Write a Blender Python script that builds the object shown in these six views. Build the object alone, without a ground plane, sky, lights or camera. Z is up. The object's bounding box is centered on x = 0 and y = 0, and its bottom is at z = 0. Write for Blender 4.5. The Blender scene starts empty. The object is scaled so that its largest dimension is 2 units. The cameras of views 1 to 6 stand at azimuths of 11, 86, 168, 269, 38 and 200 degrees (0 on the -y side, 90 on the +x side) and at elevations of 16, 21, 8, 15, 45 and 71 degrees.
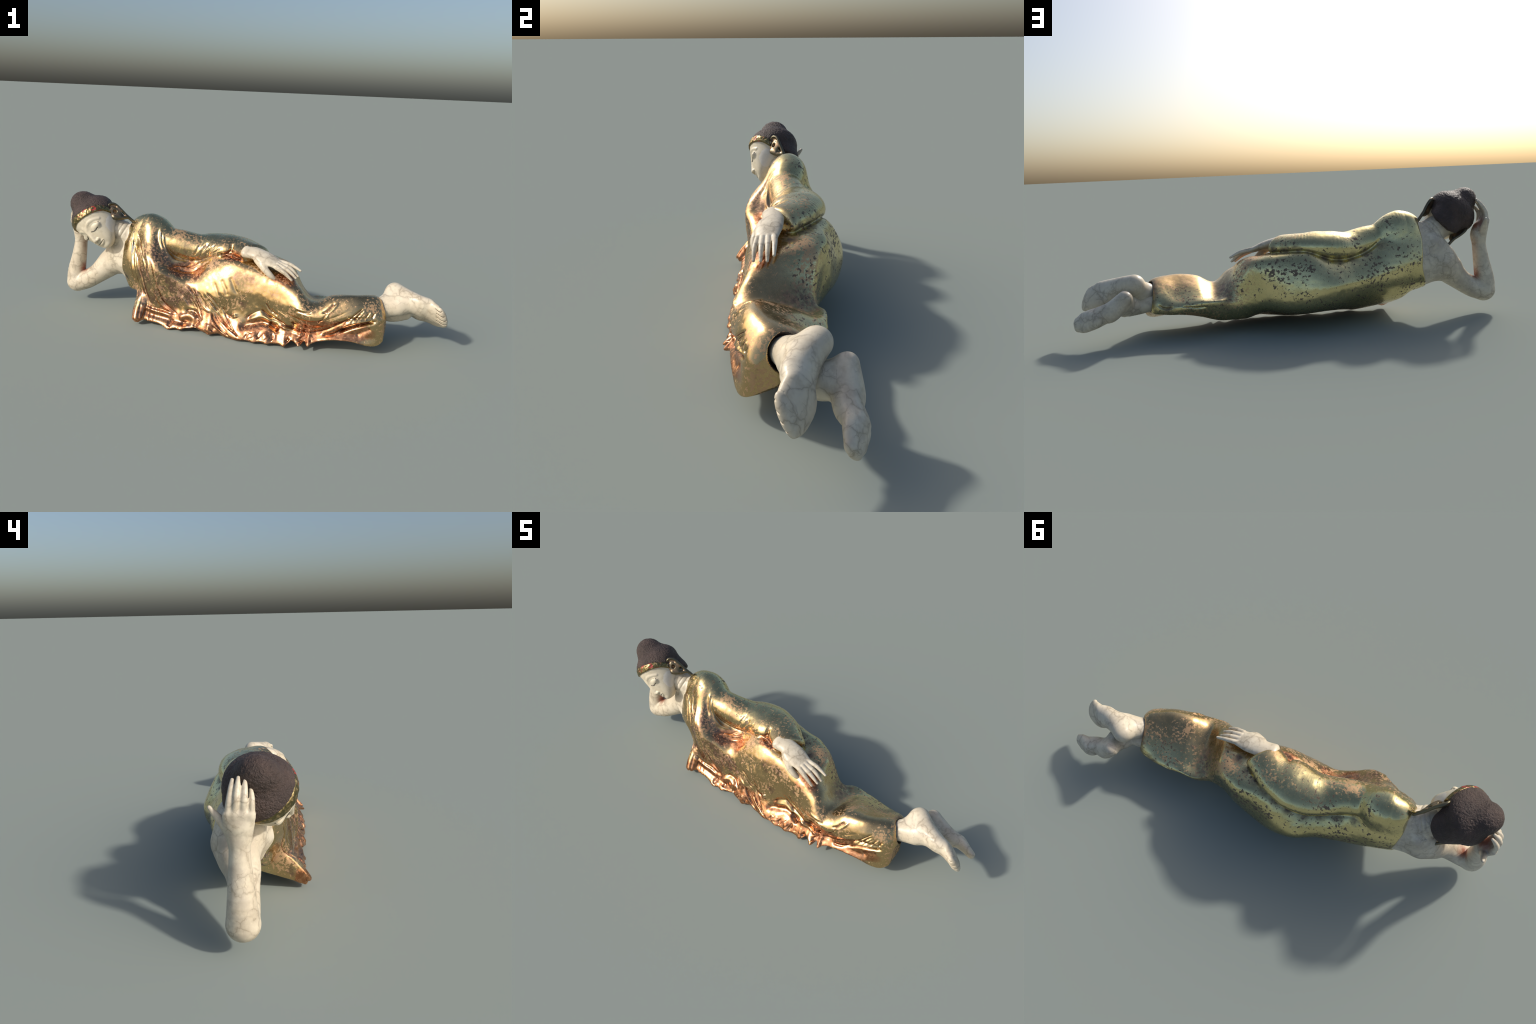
"""Reclining statue: gilded robe, pale marble skin, dark lacquer hair.

The figure lies along x (head at -x, feet at +x), chest towards -y.
Every solid is described by distance functions (lofted cross-sections, tubes,
ellipsoids, smooth unions) that are meshed here with a surface-net routine.
"""
import bpy, math
import numpy as np
from mathutils import Vector

FINE = 1.0          # mesh resolution factor
V3 = lambda *a: np.array(a, np.float64)


# ------------------------------------------------------------------ distance-function toolkit
def smin(a, b, k):
    h = np.clip(0.5 + 0.5 * (b - a) / k, 0, 1)
    return b + (a - b) * h - k * h * (1 - h)


def smax(a, b, k):
    return -smin(-a, -b, k)


def sstep(a, b, x):
    t = np.clip((x - a) / (b - a), 0, 1)
    return t * t * (3 - 2 * t)


def ball(p, c, r):
    return np.linalg.norm(p - np.asarray(c), axis=1) - r


def ellipsoid(p, c, r, axes=None):
    d = p - np.asarray(c)
    if axes is not None:
        d = d @ np.asarray(axes).T
    r = np.asarray(r, float)
    k0 = np.linalg.norm(d / r, axis=1)
    k1 = np.linalg.norm(d / (r * r), axis=1) + 1e-9
    return k0 * (k0 - 1.0) / k1


def tube(p, stations, side=None, n=0):
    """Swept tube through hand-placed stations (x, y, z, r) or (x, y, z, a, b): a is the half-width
    along `side` (made perpendicular to the spine), b across it. n refines the spine as a smooth curve."""
    st = curve_points(stations, n) if n else np.asarray(stations, float)
    rmax = st[:, 3:].max()
    lo, hi = st[:, :3].min(0) - rmax, st[:, :3].max(0) + rmax
    gap = np.linalg.norm(np.maximum(np.maximum(lo - p, p - hi), 0), axis=1)
    res = gap + .04
    near = np.flatnonzero(gap < .05)
    p = p[near]
    P = st[:, :3]
    out = np.full(len(p), 1e3)
    seg = np.zeros(len(p), int)
    par = np.zeros(len(p))
    for i in range(len(st) - 1):                           # closest point of the spine
        ax = P[i + 1] - P[i]
        d = p - P[i]
        t = np.clip(d @ ax / (ax @ ax), 0, 1)
        r = np.sqrt(((d - t[:, None] * ax) ** 2).sum(1))
        if st.shape[1] == 4:
            out = np.minimum(out, r - (st[i, 3] + (st[i + 1, 3] - st[i, 3]) * t))
        else:
            m = r < out
            out[m], seg[m], par[m] = r[m], i, t[m]
    if st.shape[1] == 5:                                   # elliptical section in the interpolated frame
        T = np.gradient(P, axis=0)
        T /= np.linalg.norm(T, axis=1)[:, None]
        S = np.asarray(side, float) - T * (T @ np.asarray(side, float))[:, None]
        S /= np.linalg.norm(S, axis=1)[:, None]
        look = lambda A: A[seg] + (A[seg + 1] - A[seg]) * (par[:, None] if A.ndim == 2 else par)
        d, t_, s_ = p - look(P), look(T), look(S)
        u_ = np.cross(t_, s_)
        a, b = look(st[:, 3]), look(st[:, 4])
        m = np.minimum(a, b)
        da, db, dt = (d * s_).sum(1), (d * u_).sum(1), (d * t_).sum(1)
        dt = np.where((seg == 0) & (par <= 0) | (seg == len(st) - 2) & (par >= 1), dt, 0)
        k0 = np.sqrt((da / a) ** 2 + (db / b) ** 2 + (dt / m) ** 2)
        k1 = np.sqrt((da / a ** 2) ** 2 + (db / b ** 2) ** 2 + (dt / m ** 2) ** 2) + 1e-9
        out = k0 * (k0 - 1) / k1
    res[near] = out
    return res


def polyline_distance(p, pts):
    """Distance of points (n, d) to a polyline and the relative position 0..1 along it."""
    pts = np.asarray(pts, float)
    seg = np.linalg.norm(np.diff(pts, axis=0), axis=1)
    total, run = seg.sum(), 0.0
    best = np.full(len(p), 1e9)
    pos = np.zeros(len(p))
    for a, b, L in zip(pts[:-1], pts[1:], seg):
        t = np.clip(((p - a) @ (b - a)) / (L * L), 0, 1)
        d = np.linalg.norm(p - a - t[:, None] * (b - a), axis=1)
        m = d < best
        best[m] = d[m]
        pos[m] = (run + t[m] * L) / total
        run += L
    return best, pos


def curve_points(pts, n=8):
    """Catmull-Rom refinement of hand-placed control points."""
    P = np.asarray(pts, float)
    P = np.vstack([2 * P[0] - P[1], P, 2 * P[-1] - P[-2]])
    out = []
    for i in range(1, len(P) - 2):
        for t in np.linspace(0, 1, n, endpoint=False):
            out.append(0.5 * (2 * P[i] + (P[i + 1] - P[i - 1]) * t + (2 * P[i - 1] - 5 * P[i] + 4 * P[i + 1] - P[i + 2]) * t ** 2
                              + (3 * P[i] - P[i - 1] - 3 * P[i + 1] + P[i + 2]) * t ** 3))
    out.append(P[-2])
    return np.array(out)


def chunked(f, p, n=400000):
    return np.concatenate([f(p[i:i + n]) for i in range(0, len(p), n)]) if len(p) else np.zeros(0)


def gradient(f, p, e=0.0012):
    g = np.empty_like(p)
    for k in range(3):
        d = np.zeros(3)
        d[k] = e
        g[:, k] = chunked(f, p + d) - chunked(f, p - d)
    return g / (2 * e)


def surface_net(f, lo, hi, h, project=2):
    """Mesh the zero level of f inside the box; only blocks near the surface are evaluated."""
    B = 8
    h = h / FINE
    lo = np.asarray(lo, float)
    nb = np.ceil((np.asarray(hi, float) - lo) / (h * B)).astype(int)
    n = nb * B
    cen = np.stack(np.meshgrid(*[np.arange(k) for k in nb], indexing="ij"), -1).reshape(-1, 3)
    fc = chunked(f, lo + (cen * B + (B - 1) / 2) * h)
    near = np.abs(fc) < h * B * 1.6
    F = np.empty(nb, np.float32)
    F[:] = np.sign(fc).reshape(nb)
    F = np.repeat(np.repeat(np.repeat(F, B, 0), B, 1), B, 2)
    off = np.stack(np.meshgrid(*[np.arange(B)] * 3, indexing="ij"), -1).reshape(-1, 3)
    idx = (cen[near][:, None, :] * B + off[None]).reshape(-1, 3)
    F[idx[:, 0], idx[:, 1], idx[:, 2]] = chunked(f, lo + idx * h)
    ins = F < 0
    cell = np.zeros(n - 1, np.uint8)
    for i in (0, 1):
        for j in (0, 1):
            for k in (0, 1):
                cell += ins[i:n[0] - 1 + i, j:n[1] - 1 + j, k:n[2] - 1 + k]
    ci = np.argwhere((cell > 0) & (cell < 8))
    vid = np.full(n - 1, -1, np.int64)
    vid[ci[:, 0], ci[:, 1], ci[:, 2]] = np.arange(len(ci))
    acc = np.zeros((len(ci), 3))
    cnt = np.zeros(len(ci))
    corners = [(i, j, k) for i in (0, 1) for j in (0, 1) for k in (0, 1)]
    for a in corners:
        for ax in range(3):
            if a[ax]:
                continue
            b = list(a)
            b[ax] = 1
            fa = F[ci[:, 0] + a[0], ci[:, 1] + a[1], ci[:, 2] + a[2]]
            fb = F[ci[:, 0] + b[0], ci[:, 1] + b[1], ci[:, 2] + b[2]]
            m = (fa < 0) != (fb < 0)
            t = fa[m] / (fa[m] - fb[m])
            q = np.tile(np.array(a, float), (m.sum(), 1))
            q[:, ax] = t
            acc[m] += q
            cnt[m] += 1
    v = lo + (ci + acc / cnt[:, None]) * h
    quads = []
    for ax in range(3):
        u, w = (ax + 1) % 3, (ax + 2) % 3
        sl0 = [slice(1, n[k] - 1) for k in range(3)]
        sl1 = list(sl0)
        sl0[ax], sl1[ax] = slice(0, n[ax] - 1), slice(1, n[ax])
        A, Bn = ins[tuple(sl0)], ins[tuple(sl1)]
        for flip, mask in ((False, A & ~Bn), (True, ~A & Bn)):
            e = np.argwhere(mask)
            e[:, u] += 1
            e[:, w] += 1
            q = []
            for du, dw in ((1, 1), (0, 1), (0, 0), (1, 0)):
                c = e.copy()
                c[:, u] -= du
                c[:, w] -= dw
                q.append(vid[c[:, 0], c[:, 1], c[:, 2]])
            q = np.stack(q, 1)
            quads.append(q[:, ::-1] if flip else q)
    q = np.concatenate(quads)
    q = q[(q >= 0).all(1)]
    for _ in range(project):
        g = gradient(f, v)
        s = chunked(f, v) / np.maximum((g ** 2).sum(1), 0.05)
        v = v - np.clip(s, -0.5 * h, 0.5 * h)[:, None] * g
    return v, q


def vertex_normals(v, q):
    nrm = np.cross(v[q[:, 2]] - v[q[:, 0]], v[q[:, 3]] - v[q[:, 1]])
    out = np.zeros_like(v)
    for k in range(4):
        np.add.at(out, q[:, k], nrm)
    return out / np.maximum(np.linalg.norm(out, axis=1), 1e-12)[:, None]


# ------------------------------------------------------------------ scene helpers
def new_object(name, v, q, mat, parent, normals=None):
    me = bpy.data.meshes.new(name)
    me.vertices.add(len(v))
    me.vertices.foreach_set("co", np.ascontiguousarray(v, np.float32).ravel())
    me.loops.add(q.size)
    me.loops.foreach_set("vertex_index", np.ascontiguousarray(q, np.int32).ravel())
    me.polygons.add(len(q))
    me.polygons.foreach_set("loop_start", np.arange(len(q), dtype=np.int32) * q.shape[1])
    me.polygons.foreach_set("loop_total", np.full(len(q), q.shape[1], np.int32))
    me.polygons.foreach_set("use_smooth", np.ones(len(q), bool))
    me.update(calc_edges=True)
    me.validate()
    if normals is not None:
        me.normals_split_custom_set_from_vertices(np.ascontiguousarray(normals, np.float32).tolist())
    ob = bpy.data.objects.new(name, me)
    bpy.context.collection.objects.link(ob)
    ob.parent = parent
    me.materials.append(mat)
    return ob


def split_objects(v, q, label, names, mats, parent):
    """One smooth surface cut into objects whose border vertices and normals coincide."""
    nrm = vertex_normals(v, q)
    obs = []
    for i, nm in enumerate(names):
        f = q[label == i]
        if not len(f):
            continue
        used, inv = np.unique(f, return_inverse=True)
        par = parent if not isinstance(parent, (list, tuple)) else parent[i]
        obs.append(new_object(nm, v[used], inv.reshape(f.shape), mats[i], par, nrm[used]))
    return obs


def value_noise(p, scale, seed):
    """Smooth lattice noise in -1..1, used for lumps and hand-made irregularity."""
    x = p * scale
    i = np.floor(x).astype(np.int64)
    f = x - i
    f = f * f * (3 - 2 * f)
    out = np.zeros(len(p))
    for a in (0, 1):
        for b in (0, 1):
            for c in (0, 1):
                n = (i[:, 0] + a) * 374761393 + (i[:, 1] + b) * 668265263 + (i[:, 2] + c) * 2147483647 + seed * 1274126177
                n = (n ^ (n >> 13)) * 1274126177 & 0x7fffffff
                n = (n ^ (n >> 16)) & 0xffff
                w = (f[:, 0] if a else 1 - f[:, 0]) * (f[:, 1] if b else 1 - f[:, 1]) * (f[:, 2] if c else 1 - f[:, 2])
                out += w * (n / 32767.5 - 1)
    return out


# ------------------------------------------------------------------ materials (procedural, on object coordinates in metres)
class Nodes:
    """Small helper that writes a node tree as expressions."""

    def __init__(self, name):
        self.mat = bpy.data.materials.new(name)
        self.mat.use_nodes = True
        self.t = self.mat.node_tree
        self.bsdf = self.t.nodes["Principled BSDF"]
        self.P = self.add("ShaderNodeTexCoord").outputs["Object"]
        self.geo = self.add("ShaderNodeNewGeometry")
        self.x, self.y, self.z = self.add("ShaderNodeSeparateXYZ", Vector=self.P).outputs

    def add(self, kind, **inputs):
        n = self.t.nodes.new(kind)
        for k, v in inputs.items():
            self.link(n.inputs[k.replace("_", " ")], v)
        return n

    def link(self, sock, v):
        if isinstance(v, bpy.types.NodeSocket):
            self.t.links.new(v, sock)
        elif isinstance(v, (tuple, list)) and len(v) == 3 and sock.type == "RGBA":
            sock.default_value = (*v, 1)
        else:
            sock.default_value = v

    def math(self, op, a, b=0.0, clamp=False):
        n = self.t.nodes.new("ShaderNodeMath")
        n.operation, n.use_clamp = op, clamp
        self.link(n.inputs[0], a)
        self.link(n.inputs[1], b)
        return n.outputs[0]

    def mul(self, *a):
        out = a[0]
        for b in a[1:]:
            out = self.math("MULTIPLY", out, b)
        return out

    def plus(self, a, b):
        return self.math("ADD", a, b)

    def maxi(self, *a):
        out = a[0]
        for b in a[1:]:
            out = self.math("MAXIMUM", out, b)
        return out

    def inv(self, a):
        return self.math("SUBTRACT", 1.0, a, True)

    def ramp(self, v, lo, hi, a=0.0, b=1.0):
        n = self.t.nodes.new("ShaderNodeMapRange")
        n.interpolation_type = "SMOOTHSTEP"
        self.link(n.inputs["Value"], v)
        n.inputs["From Min"].default_value, n.inputs["From Max"].default_value = lo, hi
        n.inputs["To Min"].default_value, n.inputs["To Max"].default_value = a, b
        return n.outputs[0]

    def noise(self, scale, detail=4.0, rough=0.55, offset=(0, 0, 0), stretch=(1, 1, 1), distort=0.0):
        m = self.add("ShaderNodeMapping", Vector=self.P, Location=offset, Scale=stretch)
        return self.add("ShaderNodeTexNoise", Vector=m.outputs[0], Scale=scale, Detail=detail, Roughness=rough, Distortion=distort).outputs["Fac"]

    def blob(self, centre, radius, soft=0.5, stretch=(1, 1, 1)):
        """1 inside an ellipsoidal region, fading over its rim."""
        d = self.add("ShaderNodeVectorMath", **{})
        d.operation = "SUBTRACT"
        self.link(d.inputs[0], self.P)
        d.inputs[1].default_value = centre
        s = self.add("ShaderNodeVectorMath")
        s.operation = "MULTIPLY"
        self.link(s.inputs[0], d.outputs[0])
        s.inputs[1].default_value = stretch
        l = self.add("ShaderNodeVectorMath")
        l.operation = "LENGTH"
        self.link(l.inputs[0], s.outputs[0])
        return self.ramp(l.outputs["Value"], radius * (1 - soft), radius, 1.0, 0.0)

    def mix(self, fac, a, b):
        n = self.t.nodes.new("ShaderNodeMix")
        n.data_type = "RGBA"
        self.link(n.inputs[0], fac)
        self.link(n.inputs[6], a)
        self.link(n.inputs[7], b)
        return n.outputs[2]

    def mixf(self, fac, a, b):
        n = self.t.nodes.new("ShaderNodeMix")
        self.link(n.inputs[0], fac)
        self.link(n.inputs[2], a)
        self.link(n.inputs[3], b)
        return n.outputs[0]

    def cracks(self, scale, width, warp=.35, offset=(0, 0, 0)):
        """Thin irregular vein lines: warped Voronoi cell borders."""
        m = self.add("ShaderNodeMapping", Vector=self.P, Location=offset)
        nz = self.add("ShaderNodeTexNoise", Vector=m.outputs[0], Scale=scale * 1.7, Detail=3.0)
        w = self.add("ShaderNodeVectorMath")
        w.operation = "MULTIPLY_ADD"
        self.link(w.inputs[0], nz.outputs["Color"])
        w.inputs[1].default_value = (warp / scale,) * 3
        self.link(w.inputs[2], m.outputs[0])
        v = self.t.nodes.new("ShaderNodeTexVoronoi")
        v.feature = "DISTANCE_TO_EDGE"
        self.link(v.inputs["Vector"], w.outputs[0])
        v.inputs["Scale"].default_value = scale
        return self.ramp(v.outputs["Distance"], 0.0, width, 1.0, 0.0)

    def finish(self, color, rough, metal=0.0, bump=None, strength=0.2, distance=.002, coat=None):
        self.link(self.bsdf.inputs["Base Color"], color)
        self.link(self.bsdf.inputs["Roughness"], rough)
        self.link(self.bsdf.inputs["Metallic"], metal)
        if bump is not None:
            b = self.add("ShaderNodeBump", Height=bump, Strength=strength, Distance=distance)
            self.link(self.bsdf.inputs["Normal"], b.outputs[0])
        if coat:
            self.bsdf.inputs["Coat Weight"].default_value = coat
            self.bsdf.inputs["Coat Roughness"].default_value = .15
        return self.mat


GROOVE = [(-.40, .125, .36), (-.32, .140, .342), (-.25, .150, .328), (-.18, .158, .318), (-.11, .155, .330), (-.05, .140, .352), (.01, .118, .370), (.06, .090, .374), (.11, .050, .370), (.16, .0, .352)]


def gilded():
    n = Nodes("gilded_bronze")
    front = n.ramp(n.y, .06, -.07)
    big, med = n.noise(7, 3), n.noise(55, 6, .65)
    grain = n.noise(150, 4, .6, (1, 2, 3))
    gold = n.mix(n.ramp(big, .35, .65), (.60, .53, .27), (.69, .60, .31))
    warm = n.mix(n.ramp(big, .35, .65), (.54, .375, .18), (.62, .44, .22))
    col = n.mix(front, gold, warm)
    # matt peach flecks where the leaf is worn, clustered on the front and the upper side
    fleck = n.ramp(n.plus(n.noise(85, 5, .62, (6, 2, 4)), n.mul(n.noise(8, 2, .5, (5, 1, 0)), .60)), .855, .90)
    fleck = n.mul(fleck, n.ramp(n.y, .14, .05))
    col = n.mix(n.mul(fleck, .9), col, (.60, .37, .20))
    # violet-brown tarnish film, in soft patches on chest and belly
    film = n.mul(n.ramp(n.plus(n.noise(11, 5, .6, (2, 7, 1)), n.mul(n.blob((-.37, -.12, .25), .30, .9, (1, 1, .9)), .16)), .57, .68), front)
    film = n.maxi(film, n.mul(n.blob((-.375, -.07, .33), .085, .75), .8))
    col = n.mix(n.mul(film, n.ramp(med, .35, .6, .35, .85)), col, (.30, .17, .13))
    # copper where the gilding is rubbed off: hem, hollows of the skirt, under the sleeve
    hem = n.mul(n.ramp(n.y, -.09, -.14), n.ramp(n.z, .15, .06), n.ramp(n.x, .52, .40))
    shin = n.mul(n.blob((.48, -.19, .110), .23, .45, (1, 1, 3.4)), n.ramp(n.y, -.12, -.16))
    under = n.blob((-.27, -.075, .285), .11, .6, (.75, 1, 1.5))
    wrist = n.blob((-.045, -.07, .375), .07, .6, (.8, 1, 1.6))
    fingers = n.blob((.22, -.12, .30), .085, .6, (.8, 1, 1.2))
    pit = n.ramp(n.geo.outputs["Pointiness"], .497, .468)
    rub = n.plus(n.maxi(hem, shin, under, wrist, n.mul(fingers, .8)), n.mul(n.ramp(n.noise(14, 5, .6, (9, 3, 2)), .3, .7), .6))
    copper = n.ramp(n.plus(rub, n.mul(pit, .75, front)), .72, 1.2)
    col = n.mix(n.mul(copper, .9), col, n.mix(n.ramp(med, .4, .62), (.42, .165, .080), (.58, .29, .15)))
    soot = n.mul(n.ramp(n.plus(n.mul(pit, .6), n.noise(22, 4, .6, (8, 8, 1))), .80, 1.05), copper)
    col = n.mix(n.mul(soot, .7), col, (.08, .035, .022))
    # dark brown lacquer spots where the leaf flaked off, mostly on back and sleeve
    clus = n.noise(6.5, 3, .55, (3, 3, 8))
    zone = n.mul(n.mixf(front, 1.0, .25), n.ramp(n.z, .08, .20, .35, 1.0))
    sp = n.plus(n.noise(75, 5, .58, (4, 0, 1)), n.mul(clus, .50))
    spots = n.mul(n.ramp(sp, .845, .885), n.ramp(zone, .2, .6))
    groove = n.maxi(*[n.blob(c, .038, .85) for c in GROOVE])  # dark brown band along the groove under the sleeve
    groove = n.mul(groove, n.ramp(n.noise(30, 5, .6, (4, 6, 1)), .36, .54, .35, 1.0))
    knee = n.mul(n.maxi(n.blob((.335, .03, .195), .12, .85, (1.5, .75, 1)), n.blob((.655, .0, .21), .085, .7, (2.6, .7, .8)), n.blob((.60, .075, .145), .05, .7)), n.ramp(med, .35, .65, .35, 1.0))
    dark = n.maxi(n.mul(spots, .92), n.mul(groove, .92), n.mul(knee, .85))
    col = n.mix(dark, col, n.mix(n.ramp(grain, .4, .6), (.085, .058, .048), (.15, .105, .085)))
    dull = n.maxi(dark, n.mul(fleck, .8))
    rough = n.mixf(dull, n.ramp(med, .3, .7, .17, .30), .52)
    metal = n.mixf(dark, n.mixf(fleck, 1.0, .6), .35)
    bump = n.plus(n.mul(med, .6), n.mul(grain, .12))
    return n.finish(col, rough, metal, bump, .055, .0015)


def marble(face=False):
    n = Nodes("pale_marble_face" if face else "pale_marble")
    big, med = n.noise(9, 4), n.noise(38, 6, .62)
    col = n.mix(n.ramp(big, .35, .68), (.74, .66, .51), (.66, .57, .42))
    col = n.mix(n.mul(n.ramp(med, .48, .70), .6), col, (.50, .42, .29))
    veins = n.mul(n.cracks(17, .05, .7), n.ramp(n.noise(12, 3, .5, (7, 7, 7)), .42, .58))
    fine = n.mul(n.cracks(38, .045, .6, (3, 1, 2)), n.ramp(n.noise(16, 3, .5, (1, 9, 4)), .52, .62))
    halo = n.mul(n.cracks(17, .18, .7), n.ramp(n.noise(12, 3, .5, (7, 7, 7)), .42, .60))
    if not face:
        # brown-grey mottling, stronger on the back, the propping arm and the far foot
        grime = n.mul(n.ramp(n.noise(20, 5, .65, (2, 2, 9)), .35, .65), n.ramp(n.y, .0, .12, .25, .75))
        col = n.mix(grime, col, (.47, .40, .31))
    col = n.mix(n.mul(halo, .5 if not face else .12), col, (.44, .37, .27))
    col = n.mix(n.mul(n.maxi(veins, fine), .42 if not face else .25), col, (.25, .195, .13))
    if face:
        col = n.mix(.35, col, (.70, .63, .46))
        patch = n.ramp(n.plus(n.blob((-.690, -.028, .470), .060, .9, (1.25, 1, .8)), n.mul(n.noise(30, 4, .6, (1, 1, 6)), .5)), .62, .70)
        col = n.mix(n.mul(patch, .6), col, (.78, .74, .68))
    else:
        # dark red-brown tone in the crook of the elbow and inside the propping hand
        red = n.maxi(n.blob((-.893, .075, .185), .050, .8), n.blob((-.903, .085, .440), .055, .7), n.mul(n.blob((-.893, .075, .33), .05, .8, (2, 1, .35)), .35))
        col = n.mix(n.mul(red, n.ramp(med, .3, .6, .5, .95)), col, (.30, .10, .055))
    rough = n.ramp(med, .3, .7, .32, .48)
    return n.finish(col, rough, 0.0, n.plus(n.mul(n.maxi(veins, fine), -.6), n.mul(med, .25)), .15, .001)


def lacquer_hair():
    n = Nodes("lacquer_hair")
    med, fine = n.noise(70, 5, .6), n.noise(190, 4, .6)
    col = n.mix(n.ramp(n.noise(14, 3), .35, .65), (.050, .032, .026), (.078, .049, .039))
    col = n.mix(n.mul(n.ramp(fine, .5, .7), .4), col, (.11, .08, .068))
    return n.finish(col, n.ramp(med, .3, .7, .48, .64), 0.0, n.plus(med, fine), 1.0, .006)


def band_gold():
    n = Nodes("headband_gold")
    med = n.noise(90, 5, .6)
    col = n.mix(n.ramp(med, .48, .68), (.20, .165, .075), (.50, .36, .18))
    red = n.mul(n.ramp(n.noise(60, 4, .6, (3, 3, 3)), .54, .60), n.blob((-.785, -.07, .54), .085, .5))
    col = n.mix(red, col, (.35, .03, .025))
    return n.finish(col, n.mixf(red, n.ramp(med, .3, .7, .28, .45), .5), n.inv(red), med, .45, .002)


def ear_bronze():
    n = Nodes("ear_bronze")
    med = n.noise(60, 5, .6)
    pit = n.ramp(n.geo.outputs["Pointiness"], .44, .56)
    col = n.mix(n.ramp(n.plus(n.mul(pit, .6), n.mul(med, .5)), .42, .66), (.16, .14, .09), (.38, .25, .155))
    return n.finish(col, n.ramp(med, .3, .7, .30, .46), .9, med, .2, .002)


def plain(name, c, rough, metal=0.0):
    n = Nodes(name)
    m = n.noise(80, 3)
    return n.finish(n.mix(n.ramp(m, .3, .7), tuple(k * .75 for k in c), tuple(k * 1.25 for k in c)), rough, metal)


def make_materials():
    return {"gold": gilded(), "marble": marble(), "face": marble(True), "hair": lacquer_hair(), "band": band_gold(), "ear": ear_bronze(),
            "dark": plain("dark_resin", (.022, .013, .010), .5), "brow": plain("brow_paint", (.30, .25, .18), .6), "line": plain("ink_line", (.06, .05, .04), .6)}


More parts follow.
